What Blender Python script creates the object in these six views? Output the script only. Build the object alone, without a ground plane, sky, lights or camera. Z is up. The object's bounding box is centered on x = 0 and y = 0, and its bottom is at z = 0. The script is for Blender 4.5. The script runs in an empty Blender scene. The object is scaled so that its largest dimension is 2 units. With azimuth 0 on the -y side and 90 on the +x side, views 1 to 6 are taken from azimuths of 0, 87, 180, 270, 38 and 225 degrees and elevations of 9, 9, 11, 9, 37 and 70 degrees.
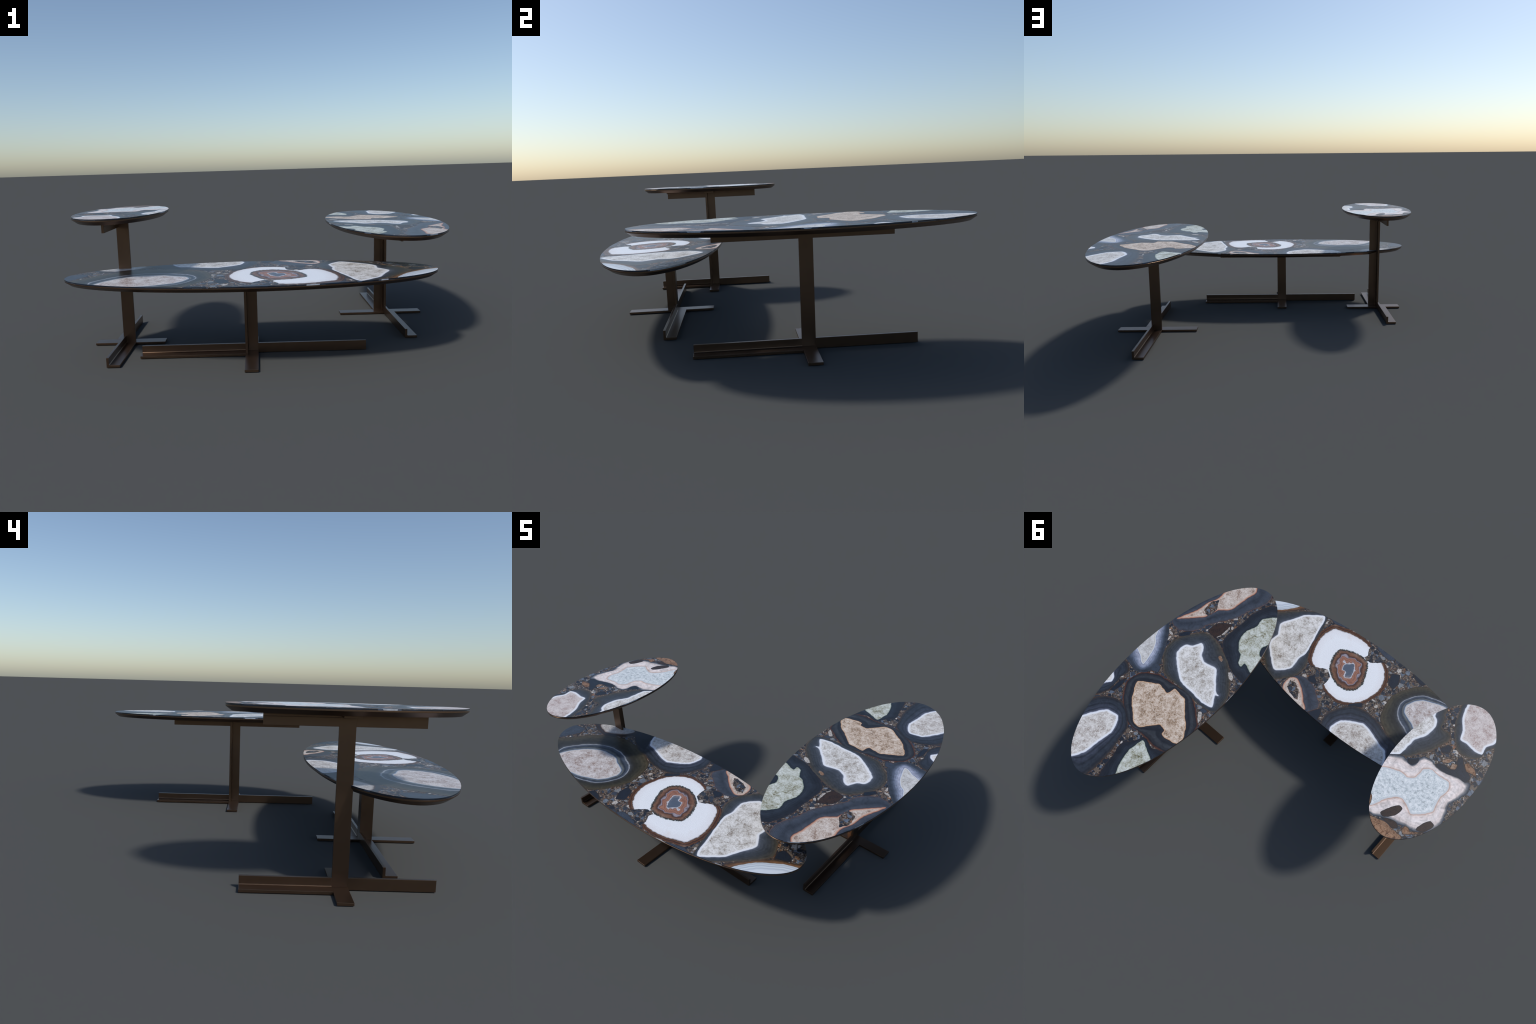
"""Three oval agate-topped tables of different heights on bronze angle-iron stands."""
import bpy, bmesh, math, random
import numpy as np
from mathutils import Vector, noise
from mathutils.geometry import delaunay_2d_cdt

CM = 0.01284            # one centimetre of the real furniture in scene metres
DOME = 0.0004           # polish dome of a stone slice: rind = 0, heart = DOME
SLAB = 0.50             # stone thickness, cm
PROUD = 0.0006          # how far the cement matrix lies under the polished face
rng = random.Random(11)


# ------------------------------------------------------------------ materials
def lin(c):
    """sRGB 0-255 triple -> linear RGBA."""
    f = lambda v: (v / 255 / 12.92) if v <= 10 else ((v / 255 + 0.055) / 1.055) ** 2.4
    return (f(c[0]), f(c[1]), f(c[2]), 1.0)


class Nodes:
    def __init__(self, name):
        self.mat = bpy.data.materials.new(name)
        self.mat.use_nodes = True
        self.t = self.mat.node_tree
        self.t.nodes.clear()
        out = self.t.nodes.new("ShaderNodeOutputMaterial")
        self.bsdf = self.t.nodes.new("ShaderNodeBsdfPrincipled")
        self.t.links.new(self.bsdf.outputs[0], out.inputs[0])
        self.coord = self.t.nodes.new("ShaderNodeTexCoord").outputs["Object"]

    def put(self, sock, v):
        if isinstance(v, bpy.types.NodeSocket):
            self.t.links.new(v, sock)
        elif v is not None:
            sock.default_value = v

    def math(self, op, a, b=0.5, c=None, clamp=False):
        n = self.t.nodes.new("ShaderNodeMath")
        n.operation, n.use_clamp = op, clamp
        self.put(n.inputs[0], a)
        self.put(n.inputs[1], b)
        if c is not None:
            self.put(n.inputs[2], c)
        return n.outputs[0]

    def noise(self, scale, detail=3.0, rough=0.5, distort=0.0, vec=None, out=0):
        n = self.t.nodes.new("ShaderNodeTexNoise")
        self.put(n.inputs["Vector"], vec or self.coord)
        n.inputs["Scale"].default_value = scale
        n.inputs["Detail"].default_value = detail
        n.inputs["Roughness"].default_value = rough
        n.inputs["Distortion"].default_value = distort
        return n.outputs[out]

    def voronoi(self, scale, vec=None, feature="F1", rand=1.0):
        n = self.t.nodes.new("ShaderNodeTexVoronoi")
        n.feature = feature
        self.put(n.inputs["Vector"], vec or self.coord)
        n.inputs["Scale"].default_value = scale
        n.inputs["Randomness"].default_value = rand
        return n.outputs

    def ramp(self, fac, stops, mode="LINEAR"):
        n = self.t.nodes.new("ShaderNodeValToRGB")
        n.color_ramp.interpolation = mode
        e = n.color_ramp.elements
        while len(e) > 1:
            e.remove(e[-1])
        for i, (p, c) in enumerate(stops):
            el = e[0] if i == 0 else e.new(p)
            el.position = p
            el.color = lin(c) if len(c) == 3 else c
        self.put(n.inputs[0], fac)
        return n.outputs[0]

    def mix(self, fac, a, b, mode="MIX"):
        n = self.t.nodes.new("ShaderNodeMix")
        n.data_type, n.blend_type = "RGBA", mode
        self.put(n.inputs[0], fac)
        self.put(n.inputs[6], a if not isinstance(a, tuple) or len(a) == 4 else lin(a))
        self.put(n.inputs[7], b if not isinstance(b, tuple) or len(b) == 4 else lin(b))
        return n.outputs[2]

    def smooth(self, v, lo, hi):
        n = self.t.nodes.new("ShaderNodeMapRange")
        n.interpolation_type = "SMOOTHSTEP"
        self.put(n.inputs[0], v)
        n.inputs[1].default_value, n.inputs[2].default_value = lo, hi
        return n.outputs[0]

    def warp(self, amount, scale):
        """Object coordinates pushed about by a noise field."""
        c = self.noise(scale, 2.0, out=1)
        s = self.t.nodes.new("ShaderNodeVectorMath")
        s.operation = "SUBTRACT"
        self.put(s.inputs[0], c)
        s.inputs[1].default_value = (0.5, 0.5, 0.5)
        m = self.t.nodes.new("ShaderNodeVectorMath")
        m.operation = "MULTIPLY_ADD"
        self.put(m.inputs[0], s.outputs[0])
        m.inputs[1].default_value = (amount, amount, amount)
        self.put(m.inputs[2], self.coord)
        return m.outputs[0]

    def stretch(self, v, scale, rot=0.0):
        n = self.t.nodes.new("ShaderNodeMapping")
        self.put(n.inputs["Vector"], v)
        n.inputs["Scale"].default_value = scale
        n.inputs["Rotation"].default_value = (0, 0, rot)
        return n.outputs[0]

    def flat(self, v):
        """Drop the height so that grain depends on the plan position alone."""
        n = self.t.nodes.new("ShaderNodeVectorMath")
        n.operation = "MULTIPLY"
        self.put(n.inputs[0], v)
        n.inputs[1].default_value = (1, 1, 0)
        return n.outputs[0]

    def depth(self, wobble, scale=28.0):
        """0 at the rind, 0.5 at the crystal boundary, 1 deep inside."""
        n = self.t.nodes.new("ShaderNodeSeparateXYZ")
        self.put(n.inputs[0], self.coord)
        t = self.math("DIVIDE", n.outputs[2], DOME)
        w = self.math("SUBTRACT", self.noise(scale, 3.0, 0.55), 0.5)
        return self.math("MULTIPLY_ADD", w, wobble, t, clamp=True)

    def polish(self, rough=0.36):
        self.bsdf.inputs["Roughness"].default_value = rough
        self.bsdf.inputs["Specular IOR Level"].default_value = 0.5


SLATE = [(0.0, (78, 58, 44)), (0.02, (60, 58, 52)), (0.07, (50, 52, 52)), (0.16, (44, 50, 57)), (0.25, (46, 53, 62)), (0.33, (56, 64, 76)),
         (0.39, (66, 75, 90)), (0.425, (92, 100, 114)), (0.455, (140, 147, 160)), (0.485, (214, 217, 224)), (0.55, (224, 226, 230))]
NAVY = [(0.0, (70, 52, 40)), (0.02, (42, 42, 44)), (0.07, (32, 37, 46)), (0.14, (40, 48, 60)), (0.21, (32, 38, 48)), (0.28, (50, 58, 74)), (0.32, (36, 42, 54)),
        (0.38, (62, 70, 88)), (0.425, (82, 90, 108)), (0.455, (140, 147, 164)), (0.485, (212, 216, 226)), (0.55, (222, 225, 230))]
ICE = [(0.0, (52, 46, 42)), (0.02, (44, 52, 64)), (0.1, (40, 48, 60)), (0.18, (66, 78, 98)), (0.26, (104, 118, 144)),
       (0.36, (140, 152, 178)), (0.44, (128, 140, 164)), (0.475, (190, 196, 208)), (0.5, (206, 208, 212)), (0.53, (190, 188, 184))]
TAN = [(0.0, (84, 48, 28)), (0.02, (66, 42, 32)), (0.06, (28, 30, 36)), (0.2, (46, 52, 60)), (0.28, (26, 30, 38)), (0.4, (34, 38, 46)),
       (0.46, (40, 38, 40)), (0.485, (116, 78, 52)), (0.505, (196, 164, 134)), (0.55, (190, 160, 132))]
MOSS = [(0.0, (60, 46, 38)), (0.02, (26, 30, 38)), (0.15, (24, 29, 38)), (0.3, (34, 42, 54)), (0.42, (26, 32, 42)), (0.475, (46, 54, 58)),
        (0.5, (150, 160, 144)), (0.55, (176, 184, 172))]
ROSE = [(0.0, (96, 62, 44)), (0.015, (54, 58, 68)), (0.1, (50, 59, 73)), (0.25, (40, 47, 59)), (0.36, (54, 63, 77)), (0.45, (58, 58, 66)),
        (0.48, (138, 86, 66)), (0.51, (176, 128, 106)), (0.55, (192, 168, 152))]
OLIVE = [(0.0, (50, 44, 36)), (0.03, (58, 56, 46)), (0.12, (44, 46, 42)), (0.2, (36, 38, 38)), (0.255, (52, 58, 66)), (0.27, (138, 150, 168)),
         (0.285, (60, 72, 90)), (0.34, (40, 50, 66)), (0.38, (84, 94, 100)), (0.43, (66, 80, 104)), (0.475, (120, 138, 166)), (0.5, (176, 180, 184)), (0.55, (190, 184, 182))]
MILK = [(0.0, (40, 26, 18)), (0.012, (98, 62, 38)), (0.034, (46, 28, 20)), (0.05, (110, 74, 48)), (0.062, (60, 40, 30)), (0.08, (226, 226, 230)), (0.2, (232, 235, 240)),
        (0.4, (230, 233, 238)), (0.435, (214, 220, 222)), (0.452, (50, 58, 56)), (0.525, (30, 34, 32)), (0.545, (104, 78, 62)), (0.58, (124, 88, 66)), (0.64, (86, 56, 42)),
        (0.68, (64, 46, 42)), (0.70, (104, 96, 104)), (0.725, (150, 144, 154)), (0.75, (122, 80, 66)), (0.79, (160, 114, 94)), (0.83, (128, 86, 70)), (0.86, (164, 118, 98)), (0.885, (118, 80, 68)),
        (0.9, (192, 186, 190)), (0.918, (190, 192, 200)), (0.93, (88, 98, 114)), (1.0, (82, 92, 108))]
FROST = [(0.0, (40, 44, 50)), (0.02, (46, 56, 70)), (0.06, (110, 112, 116)), (0.11, (204, 192, 188)), (0.25, (214, 206, 204)), (0.36, (212, 200, 196)),
         (0.42, (200, 180, 170)), (0.465, (184, 146, 128)), (0.5, (198, 196, 196)), (0.56, (186, 196, 202))]
BANDED = [(0.0, (40, 40, 42)), (0.1, (66, 52, 40)), (0.3, (104, 78, 56)), (0.42, (78, 62, 50)), (0.48, (150, 146, 142)), (0.5, (190, 196, 204)), (0.58, (168, 178, 190)),
          (0.66, (196, 204, 214)), (0.72, (160, 172, 186)), (0.8, (206, 214, 222)), (0.88, (170, 180, 194)), (1.0, (200, 208, 218))]
PALE = [(0.0, (50, 38, 32)), (0.1, (40, 36, 36)), (0.3, (34, 36, 42)), (0.42, (70, 48, 36)), (0.48, (120, 112, 108)), (0.55, (176, 172, 170))]


def agate(name, stops, heart, bands=15.0, band_amount=0.16, wobble=0.03, grain=62.0, heart_from=0.53, heart_to=0.6, plain=False, warm=(1.25, 1.12, 1.0, 1.0)):
    """Banded agate: ramp over rind depth, then a crystalline heart (dark, mid, light colours)."""
    k = Nodes(name)
    t = k.depth(wobble)
    ring = k.ramp(t, stops)
    plan = k.flat(k.coord)
    drift = k.noise(16.0, 3.0, 0.6, vec=plan)
    phase = k.math("MULTIPLY_ADD", drift, 9.0, k.math("MULTIPLY", t, bands * 6.283))
    wave = k.math("MULTIPLY", k.math("SINE", phase), k.smooth(t, 0.47, 0.40))
    wave = k.math("MULTIPLY", wave, k.smooth(drift, 0.3, 0.62))
    soft = k.math("MULTIPLY", k.math("SUBTRACT", k.noise(24.0, 5.0, 0.62, 1.5, vec=plan), 0.48), 1.7)
    gain = k.math("ADD", k.math("MULTIPLY_ADD", wave, band_amount, 1.0), k.math("MULTIPLY", soft, k.smooth(t, 0.5, 0.4)))
    g = k.t.nodes.new("ShaderNodeCombineColor")
    for i in range(3):
        k.put(g.inputs[i], gain)
    ring = k.mix(1.0, ring, g.outputs[0], "MULTIPLY")
    ring = k.mix(k.smooth(t, 0.46, 0.40), ring, warm, "MULTIPLY")
    if plain:
        col = ring
    else:
        w = k.flat(k.warp(0.016, 60.0))
        pick = k.smooth(k.noise(14.0, 1.0, vec=plan), 0.44, 0.56)
        la = k.voronoi(grain, k.stretch(w, (1.0, 2.3, 1.0), 0.6), "DISTANCE_TO_EDGE")[0]
        lb = k.voronoi(grain, k.stretch(w, (2.3, 1.0, 1.0), 0.3), "DISTANCE_TO_EDGE")[0]
        nd = k.t.nodes.new("ShaderNodeMix")
        for i, v in zip((0, 2, 3), (pick, la, lb)):
            k.put(nd.inputs[i], v)
        ridge = k.math("MULTIPLY", k.smooth(nd.outputs[0], 0.13, 0.0), k.smooth(k.noise(40.0, 2.0, vec=plan), 0.3, 0.5))
        fibre = k.noise(grain * 0.8, 6.0, 0.72, 1.0, vec=w)
        cloud = k.noise(grain * 0.3, 3.0, 0.5, vec=plan)
        f = k.math("MULTIPLY_ADD", k.math("SUBTRACT", cloud, 0.5), 0.7, fibre)
        deep = k.smooth(t, 0.9, 0.58)
        f = k.math("MULTIPLY_ADD", deep, 0.05, f)
        core = k.ramp(f, [(0.30, heart[0]), (0.43, heart[1]), (0.54, heart[2]), (0.68, heart[3])])
        core = k.mix(k.math("MULTIPLY", ridge, 0.7), core, tuple(min(255, c + 10) for c in heart[3]))
        speck = k.noise(grain * 4.5, 3.0, 0.7, vec=plan)
        core = k.mix(0.30, core, k.ramp(speck, [(0.32, (120, 112, 104)), (0.6, (255, 255, 255))]), "MULTIPLY")
        rust = k.smooth(k.noise(19.0, 4.0, 0.65, vec=plan), 0.62, 0.74)
        core = k.mix(k.math("MULTIPLY", rust, 0.5), core, heart[0])
        col = k.mix(k.smooth(t, heart_from, heart_to), ring, core)
    k.put(k.bsdf.inputs["Base Color"], col)
    k.polish()
    return k.mat


def eye_agate(name, stops):
    """Milky ring with sooty, brown and salmon bands round a slate heart."""
    k = Nodes(name)
    plan = k.flat(k.coord)
    t = k.depth(0.03, 60.0)
    rag = k.math("MULTIPLY", k.math("SUBTRACT", k.noise(120.0, 4.0, 0.75, vec=plan), 0.5), 0.44)
    near = k.math("MULTIPLY", k.smooth(t, 0.38, 0.45), k.smooth(t, 0.62, 0.54))
    t = k.math("MULTIPLY_ADD", rag, near, t, clamp=True)
    swirl = k.math("MULTIPLY", k.math("SUBTRACT", k.noise(26.0, 1.5, 0.4, vec=plan), 0.5), 0.30)
    t = k.math("MULTIPLY_ADD", swirl, k.smooth(t, 0.55, 0.68), t, clamp=True)
    col = k.ramp(t, stops)
    tint = k.smooth(k.noise(14.0, 3.0, 0.5, vec=plan), 0.56, 0.8)
    col = k.mix(k.math("MULTIPLY", tint, 0.25), col, (206, 184, 168))
    fine = k.noise(240.0, 4.0, 0.7, vec=plan)
    col = k.mix(0.22, col, k.ramp(fine, [(0.3, (60, 56, 54)), (0.6, (255, 255, 255))]), "MULTIPLY")
    k.put(k.bsdf.inputs["Base Color"], col)
    k.polish()
    return k.mat


def chip_stone(name, colours, scale=60.0, rim=(50, 38, 30), per_piece=False):
    """Small angular fragment: mottled or banded colours and a cement-stained rim."""
    k = Nodes(name)
    t = k.depth(0.05, 60.0)
    w = k.flat(k.warp(0.012, 40.0))
    f = k.noise(scale, 5.0, 0.62, 1.2, vec=w)
    n = len(colours)
    col = k.ramp(f, [(0.32 + 0.36 * i / max(1, n - 1), c) for i, c in enumerate(colours)])
    phase = k.math("MULTIPLY_ADD", k.noise(20.0, 2.0), 8.0, k.math("MULTIPLY", t, 60.0))
    band = k.math("MULTIPLY_ADD", k.math("SINE", phase), 0.12, 0.5)
    col = k.mix(0.5, col, k.ramp(band, [(0.36, (118, 118, 122)), (0.64, (255, 255, 255))]), "MULTIPLY")
    col = k.mix(k.smooth(t, 0.10, 0.02), col, rim)
    k.put(k.bsdf.inputs["Base Color"], col)
    k.polish(0.38)
    return k.mat


def breccia(name):
    """Cement of crushed agate: gritty brown and grey with slate fragments."""
    k = Nodes(name)
    w = k.flat(k.warp(0.022, 48.0))
    big = k.voronoi(40.0, w)
    edge = k.voronoi(40.0, w, "DISTANCE_TO_EDGE")[0]
    cell = k.t.nodes.new("ShaderNodeSeparateColor")
    k.put(cell.inputs[0], big["Color"])
    frag = k.ramp(cell.outputs[0], [(0.0, (34, 40, 50)), (0.22, (48, 57, 70)), (0.4, (30, 36, 45)), (0.52, (96, 108, 124)), (0.66, (108, 96, 84)),
                                    (0.76, (56, 62, 72)), (0.86, (128, 132, 136)), (0.93, (184, 178, 172)), (0.975, (140, 98, 70))], "CONSTANT")
    shade = k.noise(110.0, 4.0, 0.6, vec=w)
    frag = k.mix(0.6, frag, k.ramp(shade, [(0.3, (120, 118, 118)), (0.62, (255, 255, 255))]), "MULTIPLY")
    fine = k.voronoi(190.0, k.flat(k.warp(0.010, 150.0)))
    gcell = k.t.nodes.new("ShaderNodeSeparateColor")
    k.put(gcell.inputs[0], fine["Color"])
    grit = k.ramp(gcell.outputs[1], [(0.0, (44, 40, 38)), (0.16, (84, 72, 62)), (0.34, (116, 104, 94)), (0.5, (62, 62, 64)), (0.62, (136, 122, 110)), (0.74, (88, 96, 106)),
                                     (0.84, (158, 148, 138)), (0.92, (112, 74, 50)), (0.965, (206, 200, 192))], "CONSTANT")
    grain = k.noise(330.0, 5.0, 0.8, vec=k.flat(k.coord))
    grit = k.mix(0.9, grit, k.ramp(grain, [(0.34, (64, 54, 46)), (0.5, (190, 182, 174)), (0.62, (255, 252, 248))]), "MULTIPLY")
    stain = k.smooth(k.noise(24.0, 4.0, 0.6, vec=w), 0.56, 0.70)
    grit = k.mix(k.math("MULTIPLY", stain, 0.45), grit, (92, 60, 40))
    solid = k.math("MULTIPLY", k.smooth(edge, 0.06, 0.10), k.smooth(cell.outputs[2], 0.44, 0.46))
    k.put(k.bsdf.inputs["Base Color"], k.mix(solid, grit, frag))
    k.polish(0.4)
    return k.mat


def slab_edge(name):
    """Cut side of the slab: dark stone with a few pale stretches."""
    k = Nodes(name)
    f = k.noise(5.5, 1.0, 0.4)
    g = k.noise(60.0, 3.0, 0.6)
    col = k.ramp(f, [(0.0, (22, 28, 38)), (0.44, (30, 40, 54)), (0.55, (24, 30, 40)), (0.60, (70, 84, 104)), (0.64, (176, 184, 194))], "CONSTANT")
    col = k.mix(0.4, col, k.ramp(g, [(0.3, (90, 90, 95)), (0.65, (255, 255, 255))]), "MULTIPLY")
    k.put(k.bsdf.inputs["Base Color"], col)
    k.polish(0.3)
    return k.mat


def bronze(name):
    k = Nodes(name)
    brush = k.noise(9.0, 4.0, 0.6)
    col = k.ramp(brush, [(0.3, (100, 80, 65)), (0.7, (106, 85, 69))])
    k.put(k.bsdf.inputs["Base Color"], col)
    k.bsdf.inputs["Metallic"].default_value = 0.88
    k.bsdf.inputs["Roughness"].default_value = 0.31
    return k.mat


WHITE_HEART = [(124, 112, 100), (172, 167, 160), (201, 199, 196), (228, 227, 226)]
GREY_HEART = [(124, 109, 96), (170, 162, 156), (198, 194, 190), (224, 222, 220)]
M = {
    "slate": agate("slate_agate", SLATE, WHITE_HEART),
    "navy": agate("navy_agate", NAVY, GREY_HEART),
    "ice": agate("ice_blue_agate", ICE, [(140, 132, 124), (168, 166, 164), (188, 188, 188), (212, 212, 212)], wobble=0.02),
    "tan": agate("tan_agate", TAN, [(112, 86, 62), (156, 132, 108), (190, 169, 150), (218, 205, 192)], heart_from=0.51, heart_to=0.55),
    "moss": agate("moss_agate", MOSS, [(98, 94, 66), (144, 144, 122), (176, 180, 170), (206, 211, 206)], heart_from=0.5, heart_to=0.54),
    "rose": agate("rose_agate", ROSE, [(112, 86, 68), (156, 134, 120), (186, 172, 161), (210, 201, 194)], bands=34.0),
    "olive": agate("olive_agate", OLIVE, [(132, 108, 98), (164, 150, 146), (188, 182, 182), (214, 210, 212)], bands=18.0, wobble=0.02),
    "pink": agate("pink_agate", SLATE, [(158, 134, 128), (182, 166, 162), (198, 187, 184), (214, 206, 203)], grain=55.0),
    "frost": agate("frost_agate", FROST, [(116, 126, 132), (176, 187, 192), (206, 213, 217), (230, 234, 236)], grain=175.0, band_amount=0.06, warm=(1.0, 1.0, 1.0, 1.0)),
    "banded": agate("banded_agate", BANDED, WHITE_HEART, plain=True, wobble=0.05),
    "pale": agate("pale_agate", PALE, [(120, 112, 108), (168, 164, 162), (190, 186, 186), (206, 204, 204)], grain=25.0),
    "milk": eye_agate("milky_eye_agate", MILK),
    "chip_navy": chip_stone("navy_chip", [(22, 28, 38), (34, 42, 54), (28, 34, 44)]),
    "chip_slate": chip_stone("slate_chip", [(44, 51, 62), (64, 73, 87), (52, 60, 71)]),
    "chip_grey": chip_stone("grey_chip", [(84, 94, 108), (116, 126, 138), (100, 104, 108)]),
    "chip_tan": chip_stone("tan_chip", [(112, 74, 48), (150, 120, 96), (176, 158, 140)], 90.0),
    "chip_white": chip_stone("white_chip", [(120, 106, 92), (190, 184, 178), (216, 214, 210)], 120.0),
    "chip_rust": chip_stone("rust_chip", [(58, 42, 34), (120, 82, 54), (158, 124, 96), (92, 64, 46)], 55.0),
    "chip_umber": chip_stone("umber_chip", [(28, 22, 18), (62, 44, 34), (36, 28, 24)], 40.0, (26, 30, 36)),
    "chip_black": chip_stone("black_chip", [(16, 20, 26), (30, 38, 48), (20, 24, 30)], 40.0, (44, 56, 72)),
    "breccia": breccia("breccia_cement"),
    "edge": slab_edge("slab_edge_stone"),
    "bronze": bronze("bronze_metal"),
}


# ------------------------------------------------------------------ geometry helpers
def add(name, mesh, mats, parent, loc=(0, 0, 0)):
    ob = bpy.data.objects.new(name, mesh)
    bpy.context.scene.collection.objects.link(ob)
    for m in mats:
        mesh.materials.append(m)
    ob.location = loc
    ob.parent = parent
    return ob


def closed_spline(ctrl, step=0.45, tension=0.5):
    """Closed Catmull-Rom curve through control points, sampled about every `step` cm."""
    p = np.array(ctrl, float)
    n, out = len(p), []
    for i in range(n):
        a, b, c, d = p[i - 1], p[i], p[(i + 1) % n], p[(i + 2) % n]
        m1, m2 = tension * (c - a), tension * (d - b)
        k = max(2, int(np.linalg.norm(c - b) / step))
        for j in range(k):
            u = j / k
            out.append((2 * u**3 - 3 * u**2 + 1) * b + (u**3 - 2 * u**2 + u) * m1 + (3 * u**2 - 2 * u**3) * c + (u**3 - u**2) * m2)
    return np.array(out)


def rough_outline(poly, amp, scale, seed, grow=0.0):
    """Push an outline in and out with fractal noise: broken stone, not drawn curves."""
    if amp <= 0:
        return poly
    tang = np.roll(poly, -1, 0) - np.roll(poly, 1, 0)
    tang /= np.linalg.norm(tang, axis=1, keepdims=True) + 1e-9
    nor = np.stack([tang[:, 1], -tang[:, 0]], 1)
    off = np.array([noise.fractal(Vector((x * scale, y * scale, seed)), 1.0, 2.0, 4) for x, y in poly])
    x, y = poly[:, 0], poly[:, 1]
    turn = np.sign((x * np.roll(y, -1) - y * np.roll(x, -1)).sum())
    return poly + nor * (off * amp + grow * turn)[:, None]


def clip_to_oval(poly, a, b, n=220):
    """Sutherland-Hodgman clip of a polygon by the table oval."""
    th = np.linspace(0, 2 * math.pi, n, endpoint=False)
    hull = np.stack([a * np.cos(th), b * np.sin(th)], 1)
    pts = [tuple(p) for p in poly]
    if all((x / a) ** 2 + (y / b) ** 2 < 0.997 for x, y in pts):
        return np.array(pts)
    for i in range(n):
        p, q = hull[i], hull[(i + 1) % n]
        ex, ey = q[0] - p[0], q[1] - p[1]
        side = [ex * (y - p[1]) - ey * (x - p[0]) for x, y in pts]
        if min(side) >= 0:
            continue
        new = []
        for j in range(len(pts)):
            s0, s1 = side[j - 1], side[j]
            if (s0 >= 0) != (s1 >= 0):
                u = s0 / (s0 - s1)
                new.append((pts[j - 1][0] + u * (pts[j][0] - pts[j - 1][0]), pts[j - 1][1] + u * (pts[j][1] - pts[j - 1][1])))
            if s1 >= 0:
                new.append(pts[j])
        pts = new
        if len(pts) < 3:
            return np.zeros((0, 2))
    keep = []
    for p in pts:
        if not keep or math.hypot(p[0] - keep[-1][0], p[1] - keep[-1][1]) > 0.02:
            keep.append(p)
    return np.array(keep)


def inside(pts, poly):
    x, y = pts[:, 0][:, None], pts[:, 1][:, None]
    x0, y0 = poly[:, 0][None], poly[:, 1][None]
    x1, y1 = np.roll(poly[:, 0], -1)[None], np.roll(poly[:, 1], -1)[None]
    cross = ((y0 > y) != (y1 > y)) & (x < (x1 - x0) * (y - y0) / (y1 - y0 + 1e-12) + x0)
    return cross.sum(1) % 2 == 1


def gap(pts, poly):
    """Distance from points to a closed polyline."""
    a, b = poly, np.roll(poly, -1, 0)
    d = b - a
    l2 = (d**2).sum(1) + 1e-12
    out = np.empty(len(pts))
    for i in range(0, len(pts), 1500):
        p = pts[i:i + 1500, None, :]
        u = np.clip(((p - a) * d).sum(2) / l2, 0, 1)
        out[i:i + 1500] = np.sqrt((((a + u[..., None] * d) - p) ** 2).sum(2)).min(1)
    return out


def rind_depth(pts, rind, core, reach):
    """Depth parameter of the agate: 0 rind .. 0.5 crystal boundary .. 1 heart."""
    d_out = np.where(inside(pts, rind), gap(pts, rind), 0.0)
    if core is None:
        return 0.5 * np.minimum(1.0, d_out / reach)
    d_core, within = gap(pts, core), inside(pts, core)
    u = d_out / (d_out + d_core + 1e-9)
    ring = 0.40 * u + 0.10 * np.exp(-d_core / 0.45) * np.minimum(1.0, d_out / 0.25)
    heart = 0.5 + 0.5 * np.minimum(1.0, d_core / reach)
    return np.where(within, heart, ring)


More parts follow.
